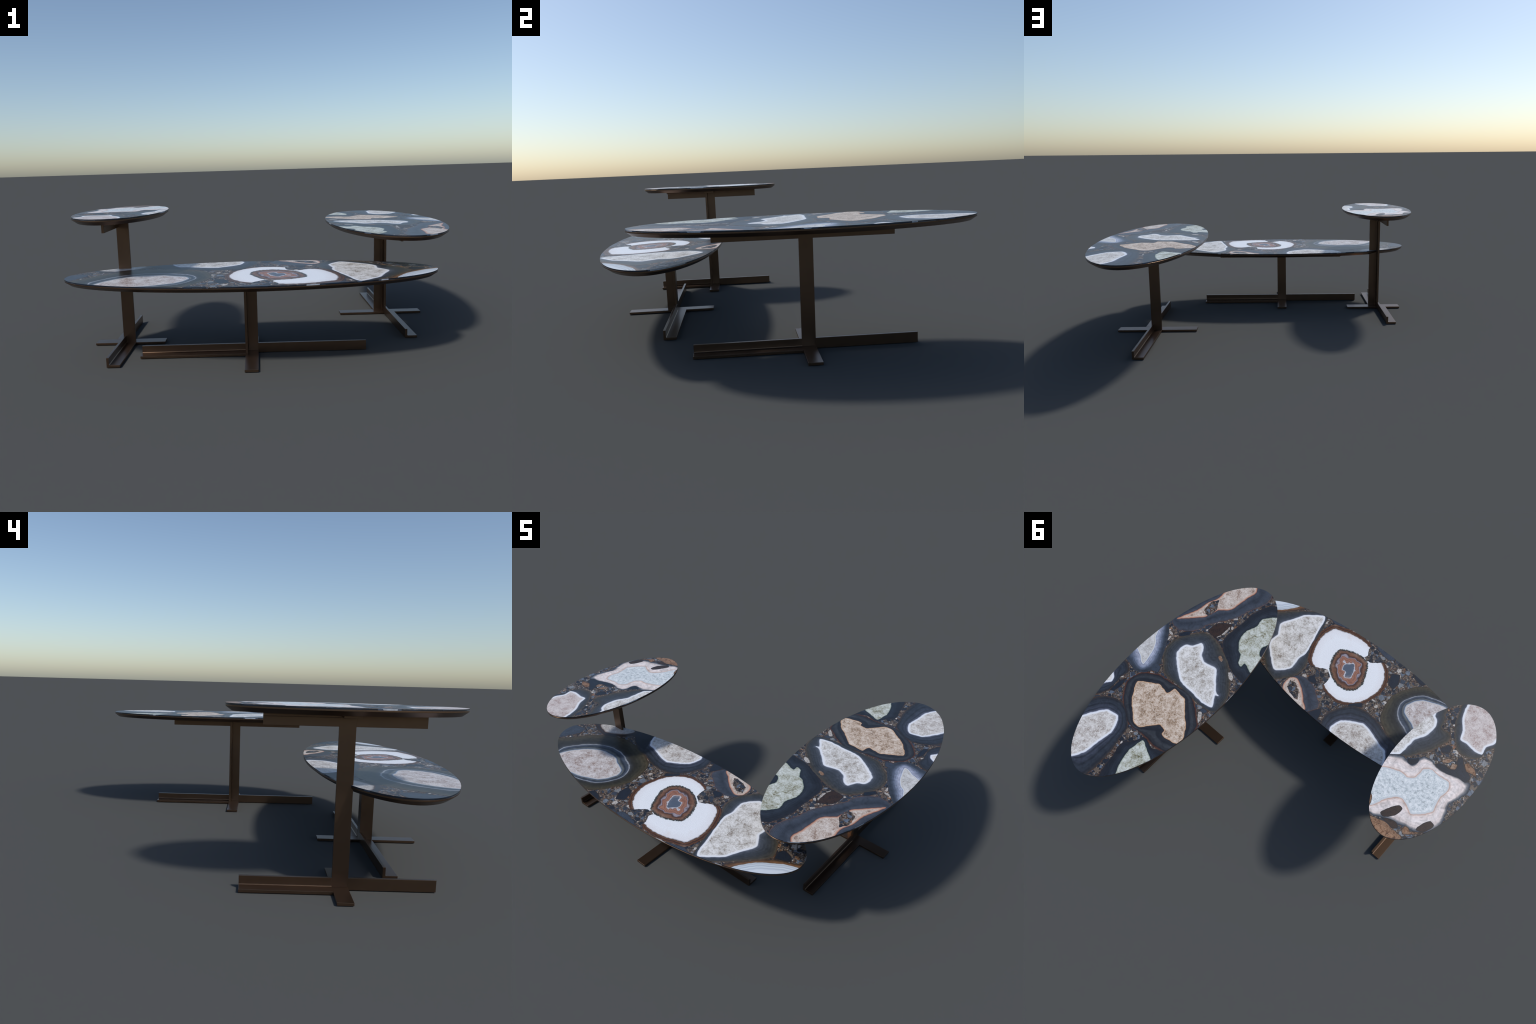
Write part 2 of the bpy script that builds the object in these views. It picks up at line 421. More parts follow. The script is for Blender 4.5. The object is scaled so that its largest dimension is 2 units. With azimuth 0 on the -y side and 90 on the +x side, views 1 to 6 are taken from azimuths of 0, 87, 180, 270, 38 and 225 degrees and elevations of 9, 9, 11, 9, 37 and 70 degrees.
def stone_slice(name, kind, parent, oval, top, rind, core=None, amp=0.3, core_amp=0.2, grid=0.5, reach=6.0, lift=0.0, seed=0.0, sharp=False):
    """A cut stone let into the slab: banded dome on top, cut sides below."""
    a, b = oval
    step = 0.4
    out = np.array(rind, float)
    out = closed_spline(out, step, 0.12 if sharp else 0.45)
    out = rough_outline(out, amp, 0.8, seed, 0.0 if core is None else 0.45)
    hull = clip_to_oval(out, a, b)
    if len(hull) < 3:
        return None
    inner = None
    if core is not None:
        inner = rough_outline(closed_spline(core, step, 0.35), core_amp, 0.5, seed + 40)
    lo, hi = hull.min(0), hull.max(0)
    gx, gy = np.meshgrid(np.arange(lo[0], hi[0], grid), np.arange(lo[1], hi[1], grid * 0.866))
    gx = gx + (np.arange(gx.shape[0]) % 2)[:, None] * grid * 0.5
    g = np.stack([gx.ravel(), gy.ravel()], 1)
    g = g[inside(g, hull)]
    g = g[gap(g, hull) > grid * 0.4]
    verts, edges = [Vector(p) for p in hull], [(i, (i + 1) % len(hull)) for i in range(len(hull))]
    if inner is not None:
        ci = clip_to_oval(inner, a * 0.999, b * 0.999)
        if len(ci) > 2:
            ok = inside(ci, hull)
            g = g[gap(g, ci) > grid * 0.3] if len(g) else g
            n0, idx = len(verts), {}
            for i, p in enumerate(ci):
                if ok[i]:
                    idx[i] = len(verts)
                    verts.append(Vector(p))
            edges += [(idx[i], idx[(i + 1) % len(ci)]) for i in idx if (i + 1) % len(ci) in idx]
    verts += [Vector(p) for p in g]
    v, _, f, *_ = delaunay_2d_cdt(verts, edges, [], 0, 1e-5)
    xy = np.array([(p.x, p.y) for p in v])
    cen = np.array([xy[list(t)].mean(0) for t in f])
    keep = inside(cen, hull)
    faces = [tuple(t) for t, k in zip(f, keep) if k]
    depth = rind_depth(xy, out, inner, reach)
    me = bpy.data.meshes.new(name)
    bm = bmesh.new()
    bv = [bm.verts.new((x * CM, y * CM, t * DOME)) for (x, y), t in zip(xy, depth)]
    for t in faces:
        try:
            fc = bm.faces.new([bv[i] for i in t])
        except ValueError:
            continue
        if fc.calc_area() < 1e-12:
            bm.faces.remove(fc)
            continue
        fc.normal_update()
        if fc.normal.z < 0:
            fc.normal_flip()
    for vv in [q for q in bm.verts if not q.link_faces]:
        bm.verts.remove(vv)
    rim = [e for e in bm.edges if len(e.link_faces) == 1]
    low = {}
    for e in rim:
        for q in e.verts:
            if q not in low:
                low[q] = bm.verts.new((q.co.x, q.co.y, -(SLAB - 0.04) * CM + PROUD))
    for e in rim:
        lp = e.link_faces[0].loops
        l = next(l for l in lp if l.edge == e)
        p, q = l.vert, l.link_loop_next.vert
        fc = bm.faces.new((q, p, low[p], low[q]))
        fc.material_index = 1
    bm.to_mesh(me)
    bm.free()
    nor = []
    for p in me.polygons:
        p.use_smooth = p.material_index == 0
        nor += [(0, 0, 1)] * p.loop_total if p.material_index == 0 else [tuple(p.normal)] * p.loop_total
    me.normals_split_custom_set(nor)
    return add(name, me, [M[kind], M["edge"]], parent, (0, 0, top * CM - DOME + lift))


def ring_of(a, b, inset, n=192):
    """Points of an oval moved inwards by a constant distance."""
    out = []
    for i in range(n):
        t = 2 * math.pi * i / n
        nx, ny = b * math.cos(t), a * math.sin(t)
        l = math.hypot(nx, ny)
        out.append((a * math.cos(t) - inset * nx / l, b * math.sin(t) - inset * ny / l))
    return out


def lathe_oval(name, a, b, profile, parent, mats, smooth_angle=30):
    """Loft of ovals: profile is (inset cm, height cm) from the bottom centre up to the top centre."""
    bm = bmesh.new()
    rings = []
    for inset, z in profile:
        rings.append([bm.verts.new((x * CM, y * CM, z * CM)) for x, y in ring_of(a, b, inset)])
    n = len(rings[0])
    for r0, r1 in zip(rings, rings[1:]):
        for i in range(n):
            bm.faces.new((r0[i], r0[(i + 1) % n], r1[(i + 1) % n], r1[i]))
    bm.faces.new(list(reversed(rings[0])))
    bm.faces.new(rings[-1])
    me = bpy.data.meshes.new(name)
    bm.to_mesh(me)
    bm.free()
    me.shade_smooth()
    me.set_sharp_from_angle(angle=math.radians(smooth_angle))
    return add(name, me, mats, parent)


def prism(name, section, axis, start, end, parent, bevel=0.06):
    """Extrude a 2D section (cm) along an axis; edges eased with a bevel.
    axis 'x': section is (y, z); axis 'y': section is (x, z); axis 'z': section is (x, y)."""
    bm = bmesh.new()
    place = {"x": lambda p, s: (s, p[0], p[1]), "y": lambda p, s: (p[0], s, p[1]), "z": lambda p, s: (p[0], p[1], s)}[axis]
    ends = [[bm.verts.new(Vector(place(p, s)) * CM) for p in section] for s in (start, end)]
    n = len(section)
    bm.faces.new(ends[0])
    bm.faces.new(ends[1])
    for i in range(n):
        bm.faces.new((ends[0][i], ends[0][(i + 1) % n], ends[1][(i + 1) % n], ends[1][i]))
    bmesh.ops.recalc_face_normals(bm, faces=bm.faces)
    sharp = [e for e in bm.edges if e.calc_face_angle(0) > math.radians(50)]
    bmesh.ops.bevel(bm, geom=sharp, offset=bevel * CM, segments=2, profile=0.5, affect="EDGES")
    me = bpy.data.meshes.new(name)
    bm.to_mesh(me)
    bm.free()
    me.shade_flat()
    return add(name, me, [M["bronze"]], parent)


T = 0.95               # thickness of the bronze plates
FLANGE, WEB = 4.9, 3.75
FILLET = 0.35


def angle_section(sign, base, web=WEB, up=1):
    """L section in (y, z): web outer face at y = 0, flange reaching -sign*FLANGE."""
    pts = [(0, 0), (-sign * FLANGE, 0), (-sign * FLANGE, T)]
    for i in range(5):
        a = math.pi / 2 * i / 4
        pts.append((-sign * (T + FILLET - FILLET * math.sin(a)), T + FILLET - FILLET * math.cos(a)))
    pts += [(-sign * T, web), (0, web)]
    return [(y, base + up * z) for y, z in pts]


def stand(parent, top, foot, cross, beam, beam_cross):
    """Bronze stand, long bars along local x.  The left bar has its flange in front,
    the right bar behind; the post is an angle iron on the flat cross bar."""
    left, right, back, front = -2.80, 2.10, 2.65, 1.75
    ceiling = top - 2.28
    shift = lambda sec, y: [(p + y, z) for p, z in sec]
    prism("foot_bar", shift(angle_section(1, 0.0), back), "x", 0.37 - foot, left + 0.02, parent)
    prism("foot_bar", shift(angle_section(-1, 0.0), front), "x", right - 0.02, 0.37 + foot, parent)
    prism("cross_foot", [(left, 0), (right, 0), (right, T - 0.03), (left, T - 0.03)], "y", -cross, cross, parent)
    f = FILLET
    corner = [(left + T + f - f * math.sin(math.pi / 2 * i / 4), back - T - f + f * math.cos(math.pi / 2 * i / 4)) for i in range(5)]
    section = [(left, back), (left, back - FLANGE), (left + T, back - FLANGE)] + corner[::-1] + [(right, back - T), (right, back)]
    prism("post", section, "z", T - 0.05, ceiling - T + 0.05, parent)
    prism("support_bar", shift(angle_section(1, ceiling, 3.82, -1), back), "x", 0.37 - beam, left + 0.02, parent)
    prism("support_bar", shift(angle_section(-1, ceiling, 3.82, -1), front), "x", right - 0.02, 0.37 + beam, parent)
    prism("cross_support", [(left, ceiling - T + 0.03), (right, ceiling - T + 0.03), (right, ceiling + 0.02), (left, ceiling + 0.02)], "y", -beam_cross, beam_cross, parent)


def scatter_chips(parent, oval, top, rinds, count, seed):
    """Crushed fragments in the cement between the big stones, joined as one part per colour."""
    r = random.Random(seed)
    a, b = oval
    placed, groups = [], {}
    kinds = ["chip_navy"] * 6 + ["chip_slate"] * 6 + ["chip_grey"] * 4 + ["chip_tan"] * 1 + ["chip_white"] * 2 + ["chip_rust"] * 1
    cand = np.array([(r.uniform(-a, a), r.uniform(-b, b)) for _ in range(count * 60)])
    free = (cand[:, 0] / (a - 0.4)) ** 2 + (cand[:, 1] / (b - 0.4)) ** 2 < 1
    room = np.full(len(cand), 9.0)
    for rd in rinds:
        free &= ~inside(cand, rd)
        room = np.minimum(room, gap(cand, rd))
    for (x, y), ok, rm in zip(cand, free, room):
        if not ok or len(placed) >= count:
            continue
        size = r.uniform(0.45, 1.0) * (2.0 if r.random() < 0.3 else 1.0)
        size = min(size, rm + 0.35)
        if size < 0.3 or any(math.hypot(x - px, y - py) < 0.75 * (size + ps) for px, py, ps in placed):
            continue
        placed.append((x, y, size))
        kind = r.choice(kinds)
        turn, sx = r.uniform(0, 6.28), r.uniform(0.45, 0.9)
        n = r.randint(4, 7)
        pts = []
        for i in range(n):
            t = 2 * math.pi * (i + r.uniform(-0.25, 0.25)) / n
            u, w = size * math.cos(t) * r.uniform(0.75, 1.15), size * sx * math.sin(t) * r.uniform(0.75, 1.15)
            px, py = x + u * math.cos(turn) - w * math.sin(turn), y + u * math.sin(turn) + w * math.cos(turn)
            q = math.hypot(px / a, py / b)
            pts.append((px / max(1, q), py / max(1, q)))
        groups.setdefault(kind, []).append((x, y, pts))
    for kind, items in groups.items():
        bm = bmesh.new()
        for x, y, pts in items:
            z = 0.25 * DOME
            mid = bm.verts.new((x * CM, y * CM, z))
            rim = [bm.verts.new((p[0] * CM, p[1] * CM, 0.0)) for p in pts]
            shoulder = [bm.verts.new(((x + (p[0] - x) * 0.8) * CM, (y + (p[1] - y) * 0.8) * CM, z)) for p in pts]
            low = [bm.verts.new((p[0] * CM, p[1] * CM, -0.25 * CM)) for p in pts]
            for i in range(len(pts)):
                j = (i + 1) % len(pts)
                bm.faces.new((mid, shoulder[i], shoulder[j]))
                bm.faces.new((shoulder[i], rim[i], rim[j], shoulder[j]))
                bm.faces.new((rim[i], low[i], low[j], rim[j]))
        me = bpy.data.meshes.new("stone_chips")
        bm.to_mesh(me)
        bm.free()
        nor = []
        for p in me.polygons:
            nor += ([(0, 0, 1)] if p.normal.z > 0.5 else [tuple(p.normal)]) * p.loop_total
        me.normals_split_custom_set(nor)
        ob = add("stone_chips", me, [M[kind]], parent, (0, 0, top * CM - PROUD + 0.00005))
        ob["kind"] = "stuff"


def table(name, label, category, centre, oval, top, turn, stand_offset, stand_size, stones, chips, seed):
    root = bpy.data.objects.new(name, None)
    bpy.context.scene.collection.objects.link(root)
    root.location = (centre[0], centre[1], 0)
    root["label"], root["category"] = label, category
    a, b = oval
    # bronze tray: flat underside, bevel, narrow upright lip
    lathe_oval("tray", a, b, [(1.9, top - 2.28), (1.8, top - 2.28), (0.12, top - 1.03), (0.03, top - 0.98), (0.0, top - 0.93), (0.0, top - SLAB - 0.04),
                              (0.06, top - SLAB + 0.01)], root, [M["bronze"]])
    slab = lathe_oval("stone_top", a, b, [(0.05, top - SLAB), (0.05, top - PROUD / CM - 0.05), (0.10, top - PROUD / CM)], root, [M["breccia"], M["edge"]])
    for p in slab.data.polygons:
        if abs(p.normal.z) < 0.4:
            p.material_index = 1
    slab.data.name = "stone_top"
    rinds = []
    for i, st in enumerate(stones):
        st = dict(st)
        kind = st.pop("kind")
        nm = "stone_chip" if kind.startswith("chip") else "agate_slice"
        stone_slice(nm, kind, slab, (a - 0.02, b - 0.02), top, seed=seed + 3.7 * i, **st)
        rinds.append(closed_spline(st["rind"], 0.8, 0.4))
    scatter_chips(slab, oval, top, rinds, chips, int(seed))
    frame = bpy.data.objects.new("stand", None)
    bpy.context.scene.collection.objects.link(frame)
    frame.parent = root
    frame.location = (stand_offset[0] * CM, stand_offset[1] * CM, 0)
    frame.rotation_euler = (0, 0, turn)
    stand(frame, top, *stand_size)
    return root


def agate_stone(kind, rind, core, **kw):
    return dict(kind=kind, rind=rind, core=core, **kw)


def chip(kind, rind, **kw):
    kw = {"amp": 0.14, "reach": 2.0, "grid": 0.7, "sharp": True, **kw}
    return dict(kind=kind, rind=rind, **kw)


# ------------------------------------------------------------------ stones of the low table (cm from its centre)
LOW = [
    agate_stone("milk", reach=7.4, core_amp=0.25,
        rind=[(30.8, -19.9), (33.0, -13.4), (32.1, -6.0), (28.5, 1.7), (25.4, 4.3), (19.8, 5.4), (13.5, 9.3), (9.3, 10.7), (3.0, 11.0), (-3.5, 7.3), (-7.1, 2.0),
              (-8.9, -4.7), (-8.3, -11.0), (-5.3, -16.1), (-0.9, -19.3), (5.0, -20.4), (8.9, -22.3), (14.5, -23.5), (21.7, -23.0), (26.0, -21.6)],
        core=[(20.0, -10.9), (19.8, -6.1), (17.2, -0.4), (13.0, 2.8), (7.9, 4.4), (3.5, 3.4), (0.7, 0.5), (0.2, -4.2), (2.6, -9.9), (5.1, -14.0), (8.5, -15.0), (13.2, -14.6), (17.2, -12.9)]),
    chip("breccia", lift=0.00032, amp=0.35, rind=[(9.5, -20.0), (9.7, -24.2), (4.1, -22.9), (-0.9, -20.4), (3.8, -15.6), (6.4, -14.9), (8.5, -15.8), (7.6, -17.5)]),
    chip("breccia", lift=0.00032, amp=0.35, rind=[(26.2, 5.0), (21.5, 3.5), (17.4, 1.1), (13.8, 3.4), (13.4, 7.6), (13.6, 10.2), (19.0, 8.6)]),
    agate_stone("slate",
        rind=[(37.0, -21.7), (42.6, -19.6), (46.9, -16.4), (51.0, -12.6), (55.0, -8.4), (58.9, -3.9), (57.2, 1.8), (53.4, 6.0), (46.0, 14.5), (40.0, 19.3), (33.9, 22.1),
              (30.0, 18.2), (26.7, 12.9), (26.6, 6.4), (29.2, 2.2), (32.3, -3.8), (33.6, -12.0), (35.3, -17.8)],
        core=[(38.2, -20.6), (45.5, -14.6), (47.9, -10.0), (51.2, -2.9), (48.2, 2.0), (48.4, 7.0), (46.4, 10.4), (41.9, 14.2), (36.7, 17.9), (33.8, 16.0), (31.0, 11.7),
              (31.8, 5.6), (30.9, 1.5), (32.2, -3.8), (34.6, -11.9), (36.0, -17.5)]),
    agate_stone("navy",
        rind=[(1.6, 23.1), (2.3, 18.8), (-0.2, 13.1), (-4.1, 8.1), (-10.6, 6.4), (-17.9, 6.9), (-24.9, 9.3), (-30.4, 10.0), (-36.3, 13.7), (-40.0, 19.5), (-36.8, 24.0), (-21.9, 26.3), (-0.8, 26.8)],
        core=[(-3.3, 23.2), (-4.6, 17.5), (-8.6, 14.4), (-13.7, 11.8), (-19.6, 13.0), (-24.7, 14.9), (-28.9, 15.8), (-32.0, 20.1), (-31.6, 23.5), (-21.1, 25.6), (-7.0, 26.5)]),
    agate_stone("olive", reach=5.0,
        rind=[(-66.6, -10.3), (-62.1, -4.9), (-57.5, 1.8), (-50.7, 7.2), (-43.1, 10.6), (-37.0, 11.2), (-28.8, 9.6), (-20.9, 6.6), (-17.0, 3.1), (-14.9, -3.7), (-14.8, -9.0), (-17.6, -15.6),
              (-23.1, -22.0), (-32.2, -24.4), (-45.4, -22.9), (-60.7, -17.5)],
        core=[(-54.5, -16.7), (-53.2, -11.2), (-48.1, -5.1), (-41.6, -1.4), (-34.6, -0.9), (-29.0, -3.3), (-23.7, -5.6), (-22.5, -9.2), (-24.0, -13.1), (-26.7, -16.0), (-34.9, -19.7), (-44.3, -20.4)]),
    agate_stone("rose", rind=[(27.6, 16.7), (23.9, 12.2), (17.7, 12.2), (12.5, 15.3), (8.1, 19.0), (11.3, 25.0), (16.1, 25.4), (24.1, 24.1), (28.0, 21.4)],
        core=[(28.2, 16.7), (25.0, 14.4), (19.0, 17.7), (14.8, 21.6), (11.5, 24.2), (15.3, 26.5), (26.8, 22.7)]),
    chip("breccia", lift=0.0005, amp=0.4, rind=[(27.0, 17.2), (24.4, 16.6), (20.6, 18.4), (17.4, 22.6), (20.0, 23.0), (25.4, 21.0)]),
    agate_stone("banded", reach=3.4,
        rind=[(48.0, -17.9), (53.7, -11.2), (60.0, -4.9), (66.0, -1.9), (71.7, 0.5), (72.4, -5.4), (65.3, -13.4), (52.4, -19.8)],
        core=[(51.5, -15.8), (55.9, -9.9), (59.2, -7.3), (64.4, -3.7), (70.9, -1.5), (72.7, -4.5), (67.9, -10.9), (60.1, -16.8), (52.1, -18.5)]),
    agate_stone("pale", rind=[(-64.2, 11.7), (-57.2, 18.8), (-42.8, 21.1), (-39.5, 17.5), (-46.3, 10.9), (-53.2, 7.6)],
        core=[(-60.2, 11.9), (-56.7, 17.0), (-49.2, 19.5), (-43.3, 18.6), (-45.3, 13.6), (-50.5, 10.6), (-54.1, 9.5)]),
    chip("chip_slate", rind=[(-70.5, -3.7), (-71.1, 3.5), (-63.3, 5.0), (-61.8, 0.9), (-63.8, -3.0), (-66.5, -8.6)]),
    chip("chip_navy", rind=[(59.1, 0.2), (60.8, 2.4), (64.3, 1.4), (66.2, -1.2), (60.1, -3.6)]),
    chip("chip_navy", rind=[(-43.7, 19.0), (-39.9, 22.3), (-32.2, 23.6), (-28.5, 15.7), (-26.9, 10.4), (-35.7, 12.6)]),
    chip("chip_slate", rind=[(37.7, -22.4), (29.5, -25.0), (21.2, -25.5), (23.6, -23.2), (31.1, -20.6)]),
    chip("chip_navy", rind=[(-6.8, -17.4), (-10.2, -19.6), (-12.9, -15.1), (-12.4, -11.2), (-9.1, -11.7)]),
    chip("chip_slate", rind=[(9.4, -25.4), (2.8, -26.8), (-4.2, -24.3), (-1.0, -22.0), (5.4, -22.9)]),
    chip("chip_navy", rind=[(-23.0, -24.6), (-21.5, -21.4), (-16.9, -22.3), (-13.3, -25.5), (-18.5, -25.6)]),
    chip("chip_navy", rind=[(21.8, 9.8), (18.6, 6.4), (17.2, 8.0), (16.6, 11.0), (20.6, 11.9)]),
    chip("chip_navy", rind=[(4.6, 21.0), (6.4, 18.6), (9.6, 24.0), (7.2, 25.2), (3.4, 25.6)]),
    chip("chip_navy", rind=[(-2.2, 10.6), (-4.6, 7.6), (-7.6, 5.9), (-6.4, 3.4), (-1.8, 8.0)]),
]

# ------------------------------------------------------------------ stones of the middle table
MIDDLE = [
    agate_stone("slate",
        rind=[(14.2, -4.6), (15.1, -11.1), (12.4, -17.6), (7.0, -23.9), (0.5, -24.1), (-5.4, -22.2), (-10.9, -19.9), (-17.0, -14.8), (-22.6, -8.7), (-24.4, -3.6), (-23.9, 2.3), (-14.7, 3.7),
              (-3.7, 3.3), (5.4, 3.4), (10.6, -0.7)],
        core=[(9.4, -8.1), (9.4, -13.0), (6.3, -15.3), (4.4, -18.8), (1.9, -17.4), (-0.3, -14.0), (-3.6, -12.5), (-9.8, -13.6), (-13.4, -9.9), (-17.9, -5.3), (-20.1, -4.7), (-18.8, -3.6),
              (-21.9, 1.2), (-16.8, 2.4), (-10.7, 1.9), (-2.8, 1.3), (4.1, -3.0)]),
    agate_stone("tan", core_amp=0.3,
        rind=[(15.3, 16.6), (13.6, 10.3), (8.0, 6.2), (2.4, 5.1), (-3.8, 4.4), (-9.4, 3.2), (-14.3, 5.0), (-18.7, 8.2), (-23.4, 12.1), (-24.8, 19.7), (-24.1, 25.9), (-21.7, 29.7), (-15.0, 30.9),
              (-7.8, 30.2), (-0.1, 30.6), (8.9, 25.4), (13.2, 20.8)],
        core=[(11.8, 14.4), (8.1, 11.5), (3.3, 8.9), (-2.2, 9.5), (-3.4, 5.9), (-6.9, 6.2), (-10.4, 6.4), (-15.1, 11.4), (-19.9, 15.3), (-23.2, 20.4), (-22.8, 23.9), (-18.2, 24.8), (-14.7, 24.9),
              (-14.4, 22.7), (-11.2, 22.3), (-8.5, 24.7), (-5.4, 28.7), (-1.8, 29.1), (4.3, 24.7), (8.8, 20.2)]),
    agate_stone("navy",
        rind=[(20.9, 34.5), (17.9, 29.6), (9.8, 26.2), (3.5, 28.9), (-1.1, 33.0), (-2.1, 37.7), (-3.6, 42.7), (-4.3, 49.2), (-4.5, 54.4), (-3.9, 59.6), (1.0, 62.8), (8.4, 60.1), (18.7, 50.0), (22.4, 41.2)],
        core=[(18.6, 43.8), (15.3, 37.8), (11.5, 32.9), (6.0, 31.9), (3.6, 34.8), (2.3, 38.9), (3.1, 44.8), (3.8, 52.2), (6.5, 57.4), (9.0, 61.4), (16.9, 55.7), (20.0, 48.7)]),
    agate_stone("ice", reach=4.0,
        rind=[(24.4, -16.7), (18.8, -10.6), (14.4, -4.0), (11.1, 2.4), (13.0, 8.5), (16.5, 10.8), (21.6, 10.0), (26.5, 8.1), (28.0, -1.7), (27.5, -12.7)],
        core=[(25.6, -12.3), (23.3, -7.5), (20.8, -5.1), (18.7, -1.6), (16.6, 6.0), (18.2, 6.1), (21.1, 4.2), (25.2, 2.4), (28.4, 0.8), (28.4, -6.7)]),
    agate_stone("rose",
        rind=[(3.5, -62.2), (-1.7, -60.0), (-2.8, -54.2), (0.1, -46.8), (2.6, -38.9), (6.9, -32.3), (9.5, -28.1), (11.7, -21.9), (17.3, -17.4), (22.4, -18.0), (25.0, -23.3), (24.5, -31.3), (22.4, -38.9),
              (18.4, -50.4), (13.9, -57.8), (7.8, -62.4)],
        core=[(8.6, -60.0), (4.8, -56.2), (5.7, -51.0), (7.1, -41.1), (11.4, -36.8), (13.4, -30.3), (17.4, -25.8), (22.4, -20.8), (20.9, -25.0), (18.6, -30.4), (17.8, -36.4), (15.9, -41.4), (16.0, -46.4), (14.6, -54.2)]),
    agate_stone("moss", core_amp=0.3,
        rind=[(-3.9, -50.4), (-2.3, -44.2), (-2.5, -39.7), (-1.9, -31.7), (-2.3, -26.6), (-6.1, -22.8), (-11.8, -19.8), (-17.6, -17.6), (-25.0, -17.0), (-27.3, -24.0), (-27.2, -34.6), (-24.3, -46.4), (-14.5, -57.1), (-6.6, -55.6)],
        core=[(-15.0, -53.8), (-8.2, -47.6), (-8.4, -42.1), (-6.7, -37.0), (-7.3, -32.0), (-10.9, -27.9), (-13.6, -25.9), (-15.3, -22.9), (-17.5, -22.2), (-17.6, -24.6), (-23.7, -22.8), (-23.6, -30.3), (-19.5, -32.0),
              (-18.0, -35.2), (-19.4, -40.0), (-22.6, -46.7)]),
    agate_stone("moss",
        rind=[(-5.2, 39.7), (-8.4, 35.2), (-10.8, 31.2), (-16.0, 32.6), (-21.7, 30.4), (-24.0, 35.0), (-21.3, 43.8), (-15.4, 53.9), (-9.5, 56.0), (-7.3, 49.6), (-6.7, 45.5)],
        core=[(-10.9, 32.3), (-15.6, 34.4), (-21.6, 37.6), (-18.9, 44.6), (-14.6, 51.6), (-10.9, 44.9), (-9.8, 39.5), (-10.2, 36.1)]),
    agate_stone("navy", rind=[(21.2, 30.5), (24.7, 27.7), (26.9, 15.7), (23.6, 11.0), (19.1, 13.9), (19.7, 18.0), (18.8, 24.9)],
        core=[(24.0, 25.7), (25.4, 18.4), (22.1, 19.5), (20.8, 22.0), (22.3, 23.9)]),
    chip("breccia", lift=0.0005, amp=0.4, rind=[(12.6, -31.0), (16.4, -32.4), (17.2, -37.6), (15.0, -41.0), (13.4, -39.0), (12.0, -36.4)]),
    chip("chip_umber", rind=[(7.3, -25.9), (6.4, -31.8), (1.0, -35.6), (-0.5, -32.3), (1.5, -25.1), (5.2, -25.0)]),
    chip("chip_white", lift=0.00025, rind=[(1.4, -35.2), (-0.3, -32.8), (-0.4, -29.0), (1.2, -25.4), (1.9, -25.6), (0.9, -29.2), (1.0, -32.6)]),
    chip("chip_slate", rind=[(8.2, 5.2), (9.4, 2.2), (12.6, 2.0), (13.6, 4.8), (11.4, 6.4)]),
    chip("chip_navy", rind=[(15.8, 20.8), (17.0, 15.6), (18.4, 20.4), (18.2, 25.6), (16.4, 24.8)]),
    chip("chip_tan", rind=[(-9.2, -19.4), (-6.6, -20.6), (-5.4, -18.8), (-7.4, -17.4), (-10.4, -17.2)]),
    chip("chip_navy", rind=[(12.4, -20.6), (14.8, -18.2), (16.0, -15.6), (14.6, -14.4), (11.6, -18.2)]),
    chip("chip_white", rind=[(-18.8, -16.0), (-16.2, -17.2), (-15.0, -16.0), (-17.6, -13.8), (-20.0, -13.6)]),
    chip("chip_white", rind=[(-22.6, 8.0), (-20.4, 5.6), (-18.6, 6.6), (-21.2, 9.6), (-23.4, 11.4)]),
    chip("chip_slate", rind=[(-18.4, 6.0), (-19.6, 3.8), (-22.2, 3.8), (-21.4, 6.2)]),
]

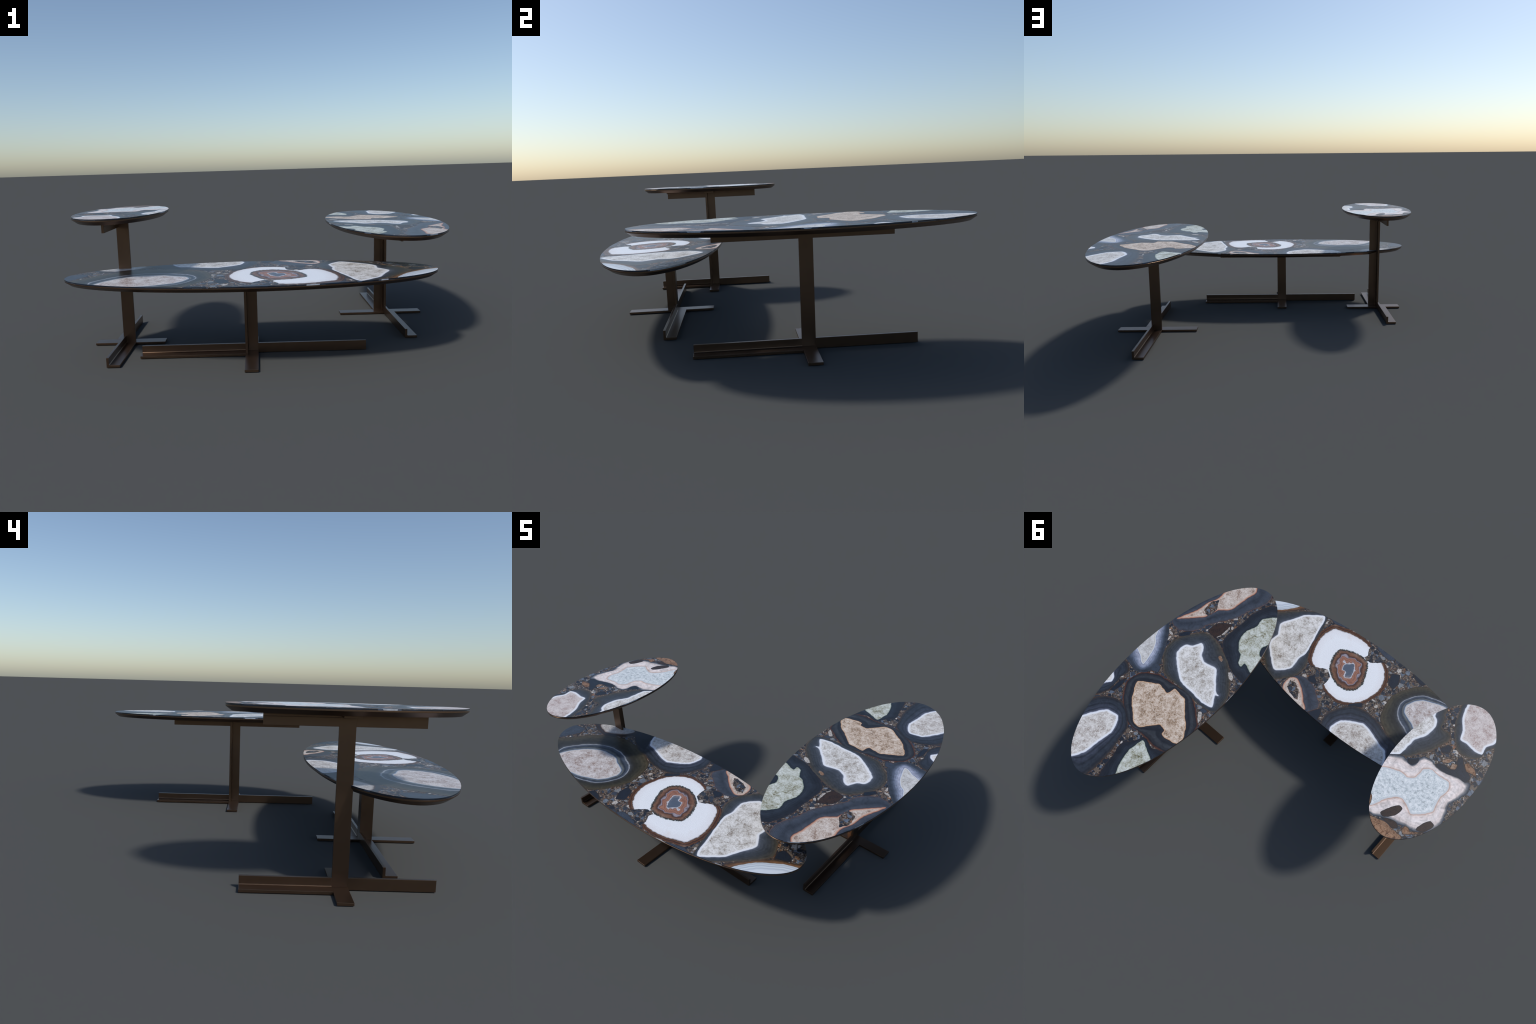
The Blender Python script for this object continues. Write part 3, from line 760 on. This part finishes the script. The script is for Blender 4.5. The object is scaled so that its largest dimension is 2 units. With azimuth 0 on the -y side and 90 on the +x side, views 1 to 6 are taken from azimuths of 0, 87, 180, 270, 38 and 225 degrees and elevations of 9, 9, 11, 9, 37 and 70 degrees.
# ------------------------------------------------------------------ stones of the tall side table
TALL = [
    agate_stone("pink",
        rind=[(8.2, -33.2), (6.8, -27.0), (4.3, -20.3), (0.3, -15.6), (-3.1, -12.6), (-7.9, -13.6), (-10.7, -16.8), (-10.7, -19.9), (-12.7, -25.0), (-10.9, -32.6), (-5.1, -38.8), (4.1, -39.7)],
        core=[(6.6, -34.0), (6.0, -29.2), (4.0, -24.7), (1.4, -21.5), (-0.3, -17.5), (-3.4, -17.6), (-7.2, -17.0), (-10.5, -17.9), (-9.9, -21.4), (-11.6, -25.1), (-11.1, -30.7), (-5.7, -37.9), (3.8, -39.3)]),
    agate_stone("slate",
        rind=[(12.9, -27.5), (11.4, -22.9), (9.6, -19.7), (8.8, -16.2), (4.2, -16.2), (3.1, -13.2), (4.6, -9.0), (6.9, -3.6), (8.8, -1.6), (10.8, 1.9), (14.2, 4.3), (18.7, 8.0), (20.2, 11.4), (21.2, -1.2), (18.6, -21.9)],
        core=[(14.9, -21.7), (13.7, -18.8), (12.0, -17.8), (10.6, -14.6), (11.5, -9.0), (13.7, -4.9), (13.9, -1.4), (14.4, 4.1), (18.9, 7.9), (20.7, 8.3), (20.0, -5.7), (18.0, -19.6)]),
    agate_stone("frost", reach=5.0, core_amp=0.25,
        rind=[(18.1, 8.1), (13.1, 4.4), (10.3, 4.3), (7.0, 4.0), (6.9, 0.8), (5.5, -1.6), (2.5, -1.9), (-0.7, -0.9), (-5.2, -1.8), (-9.1, -3.4), (-12.2, -3.8), (-14.4, -3.8), (-15.3, -0.2), (-14.1, 4.1), (-12.8, 8.4),
              (-13.8, 11.2), (-15.2, 15.5), (-14.9, 19.4), (-12.8, 23.1), (-9.6, 25.4), (-5.2, 26.3), (-1.5, 27.9), (2.3, 28.8), (6.5, 30.7), (11.5, 30.4), (14.1, 26.4), (17.0, 18.7), (18.4, 12.7)],
        core=[(16.1, 13.4), (9.3, 9.8), (5.8, 9.9), (3.4, 7.7), (3.1, 2.9), (0.7, 1.0), (-3.4, 1.0), (-7.8, 0.6), (-9.4, 3.8), (-8.8, 7.6), (-9.7, 12.4), (-10.1, 14.5), (-8.1, 17.6), (-4.4, 20.9), (-1.4, 19.2), (1.6, 18.2),
              (4.2, 19.3), (6.9, 23.0), (9.8, 29.1), (14.4, 26.1), (17.0, 19.1)]),
    chip("chip_umber", lift=0.0004, sharp=False, rind=[(4.8, 28.3), (3.6, 25.0), (1.4, 21.4), (-0.7, 21.5), (-0.4, 25.1), (2.5, 28.7)]),
    chip("chip_umber", lift=0.0003, sharp=False, rind=[(-9.5, 24.6), (-10.3, 20.5), (-11.8, 18.2), (-14.0, 19.0), (-12.5, 23.4)]),
    chip("chip_umber", lift=0.0003, sharp=False, rind=[(3.3, 29.7), (0.7, 28.0), (-2.1, 27.3), (-4.0, 28.6), (-2.5, 30.3), (0.2, 30.0)]),
    chip("chip_rust", lift=0.0002, amp=0.3, rind=[(7.2, 31.9), (3.1, 30.7), (0.2, 29.4), (-2.8, 30.3), (-8.0, 30.5), (-6.2, 34.9), (-0.8, 37.3), (4.0, 36.2)]),
    chip("chip_rust", lift=0.0003, rind=[(10.4, 30.0), (12.6, 27.6), (12.8, 24.6), (11.2, 25.2), (9.6, 28.6)]),
    chip("chip_black", lift=0.0003, sharp=False, rind=[(10.9, 3.3), (9.2, 2.0), (7.3, 0.0), (6.4, 2.1), (7.4, 4.6), (9.5, 5.0)]),
    chip("chip_navy", sharp=False, rind=[(0.9, -1.7), (-0.9, -4.0), (-5.7, -5.1), (-4.5, -9.9), (-5.7, -11.6), (-8.8, -8.5), (-12.8, -6.9), (-12.7, -3.4), (-8.9, -3.0), (-4.7, -1.4)]),
    chip("chip_tan", lift=0.0003, amp=0.3, rind=[(0.6, -3.3), (-0.9, -7.0), (-3.6, -8.4), (-2.9, -5.8)]),
    chip("chip_rust", lift=0.0003, rind=[(-7.8, -9.5), (-8.5, -11.2), (-12.4, -10.5), (-14.9, -8.1), (-12.6, -8.0), (-10.0, -7.6)]),
    chip("chip_tan", lift=0.0003, amp=0.3, rind=[(-3.7, -3.2), (-4.4, -5.2), (-3.6, -6.8), (-5.9, -7.5), (-6.5, -5.5)]),
    chip("chip_rust", lift=0.0003, rind=[(-5.4, 28.0), (-5.6, 26.0), (-7.1, 25.8), (-8.3, 26.6), (-12.5, 23.4), (-11.7, 25.3), (-7.0, 29.6)]),
    chip("chip_navy", rind=[(2.0, -12.2), (0.2, -12.6), (-0.6, -9.6), (1.8, -7.6), (3.6, -8.8)]),
]

table("coffee_table", "low oval coffee table, agate slab top, bronze angle-iron stand", "coffee table",
      (-0.1012, -0.5745), (70, 24.85), 32.08, 0.0, (0, -0.1), (43.5, 19.1, 34.65, 13.0), LOW, 110, 5)
table("coffee_table.001", "middle-height oval coffee table, agate top, bronze angle-iron stand", "coffee table",
      (0.6802, 0.1238), (24.9, 60), 45.08, -math.pi / 2, (-0.1, 0.1), (39.45, 19.2, 31.4, 13.0), MIDDLE, 80, 6)
table("side_table", "tall small oval side table, agate top, bronze stand", "side table",
      (-0.7580, -0.3415), (17.5, 35), 55.08, math.pi / 2, (0.1, 0), (29.6, 14.4, 23.6, 10.5), TALL, 50, 7)
bpy.context.view_layer.update()
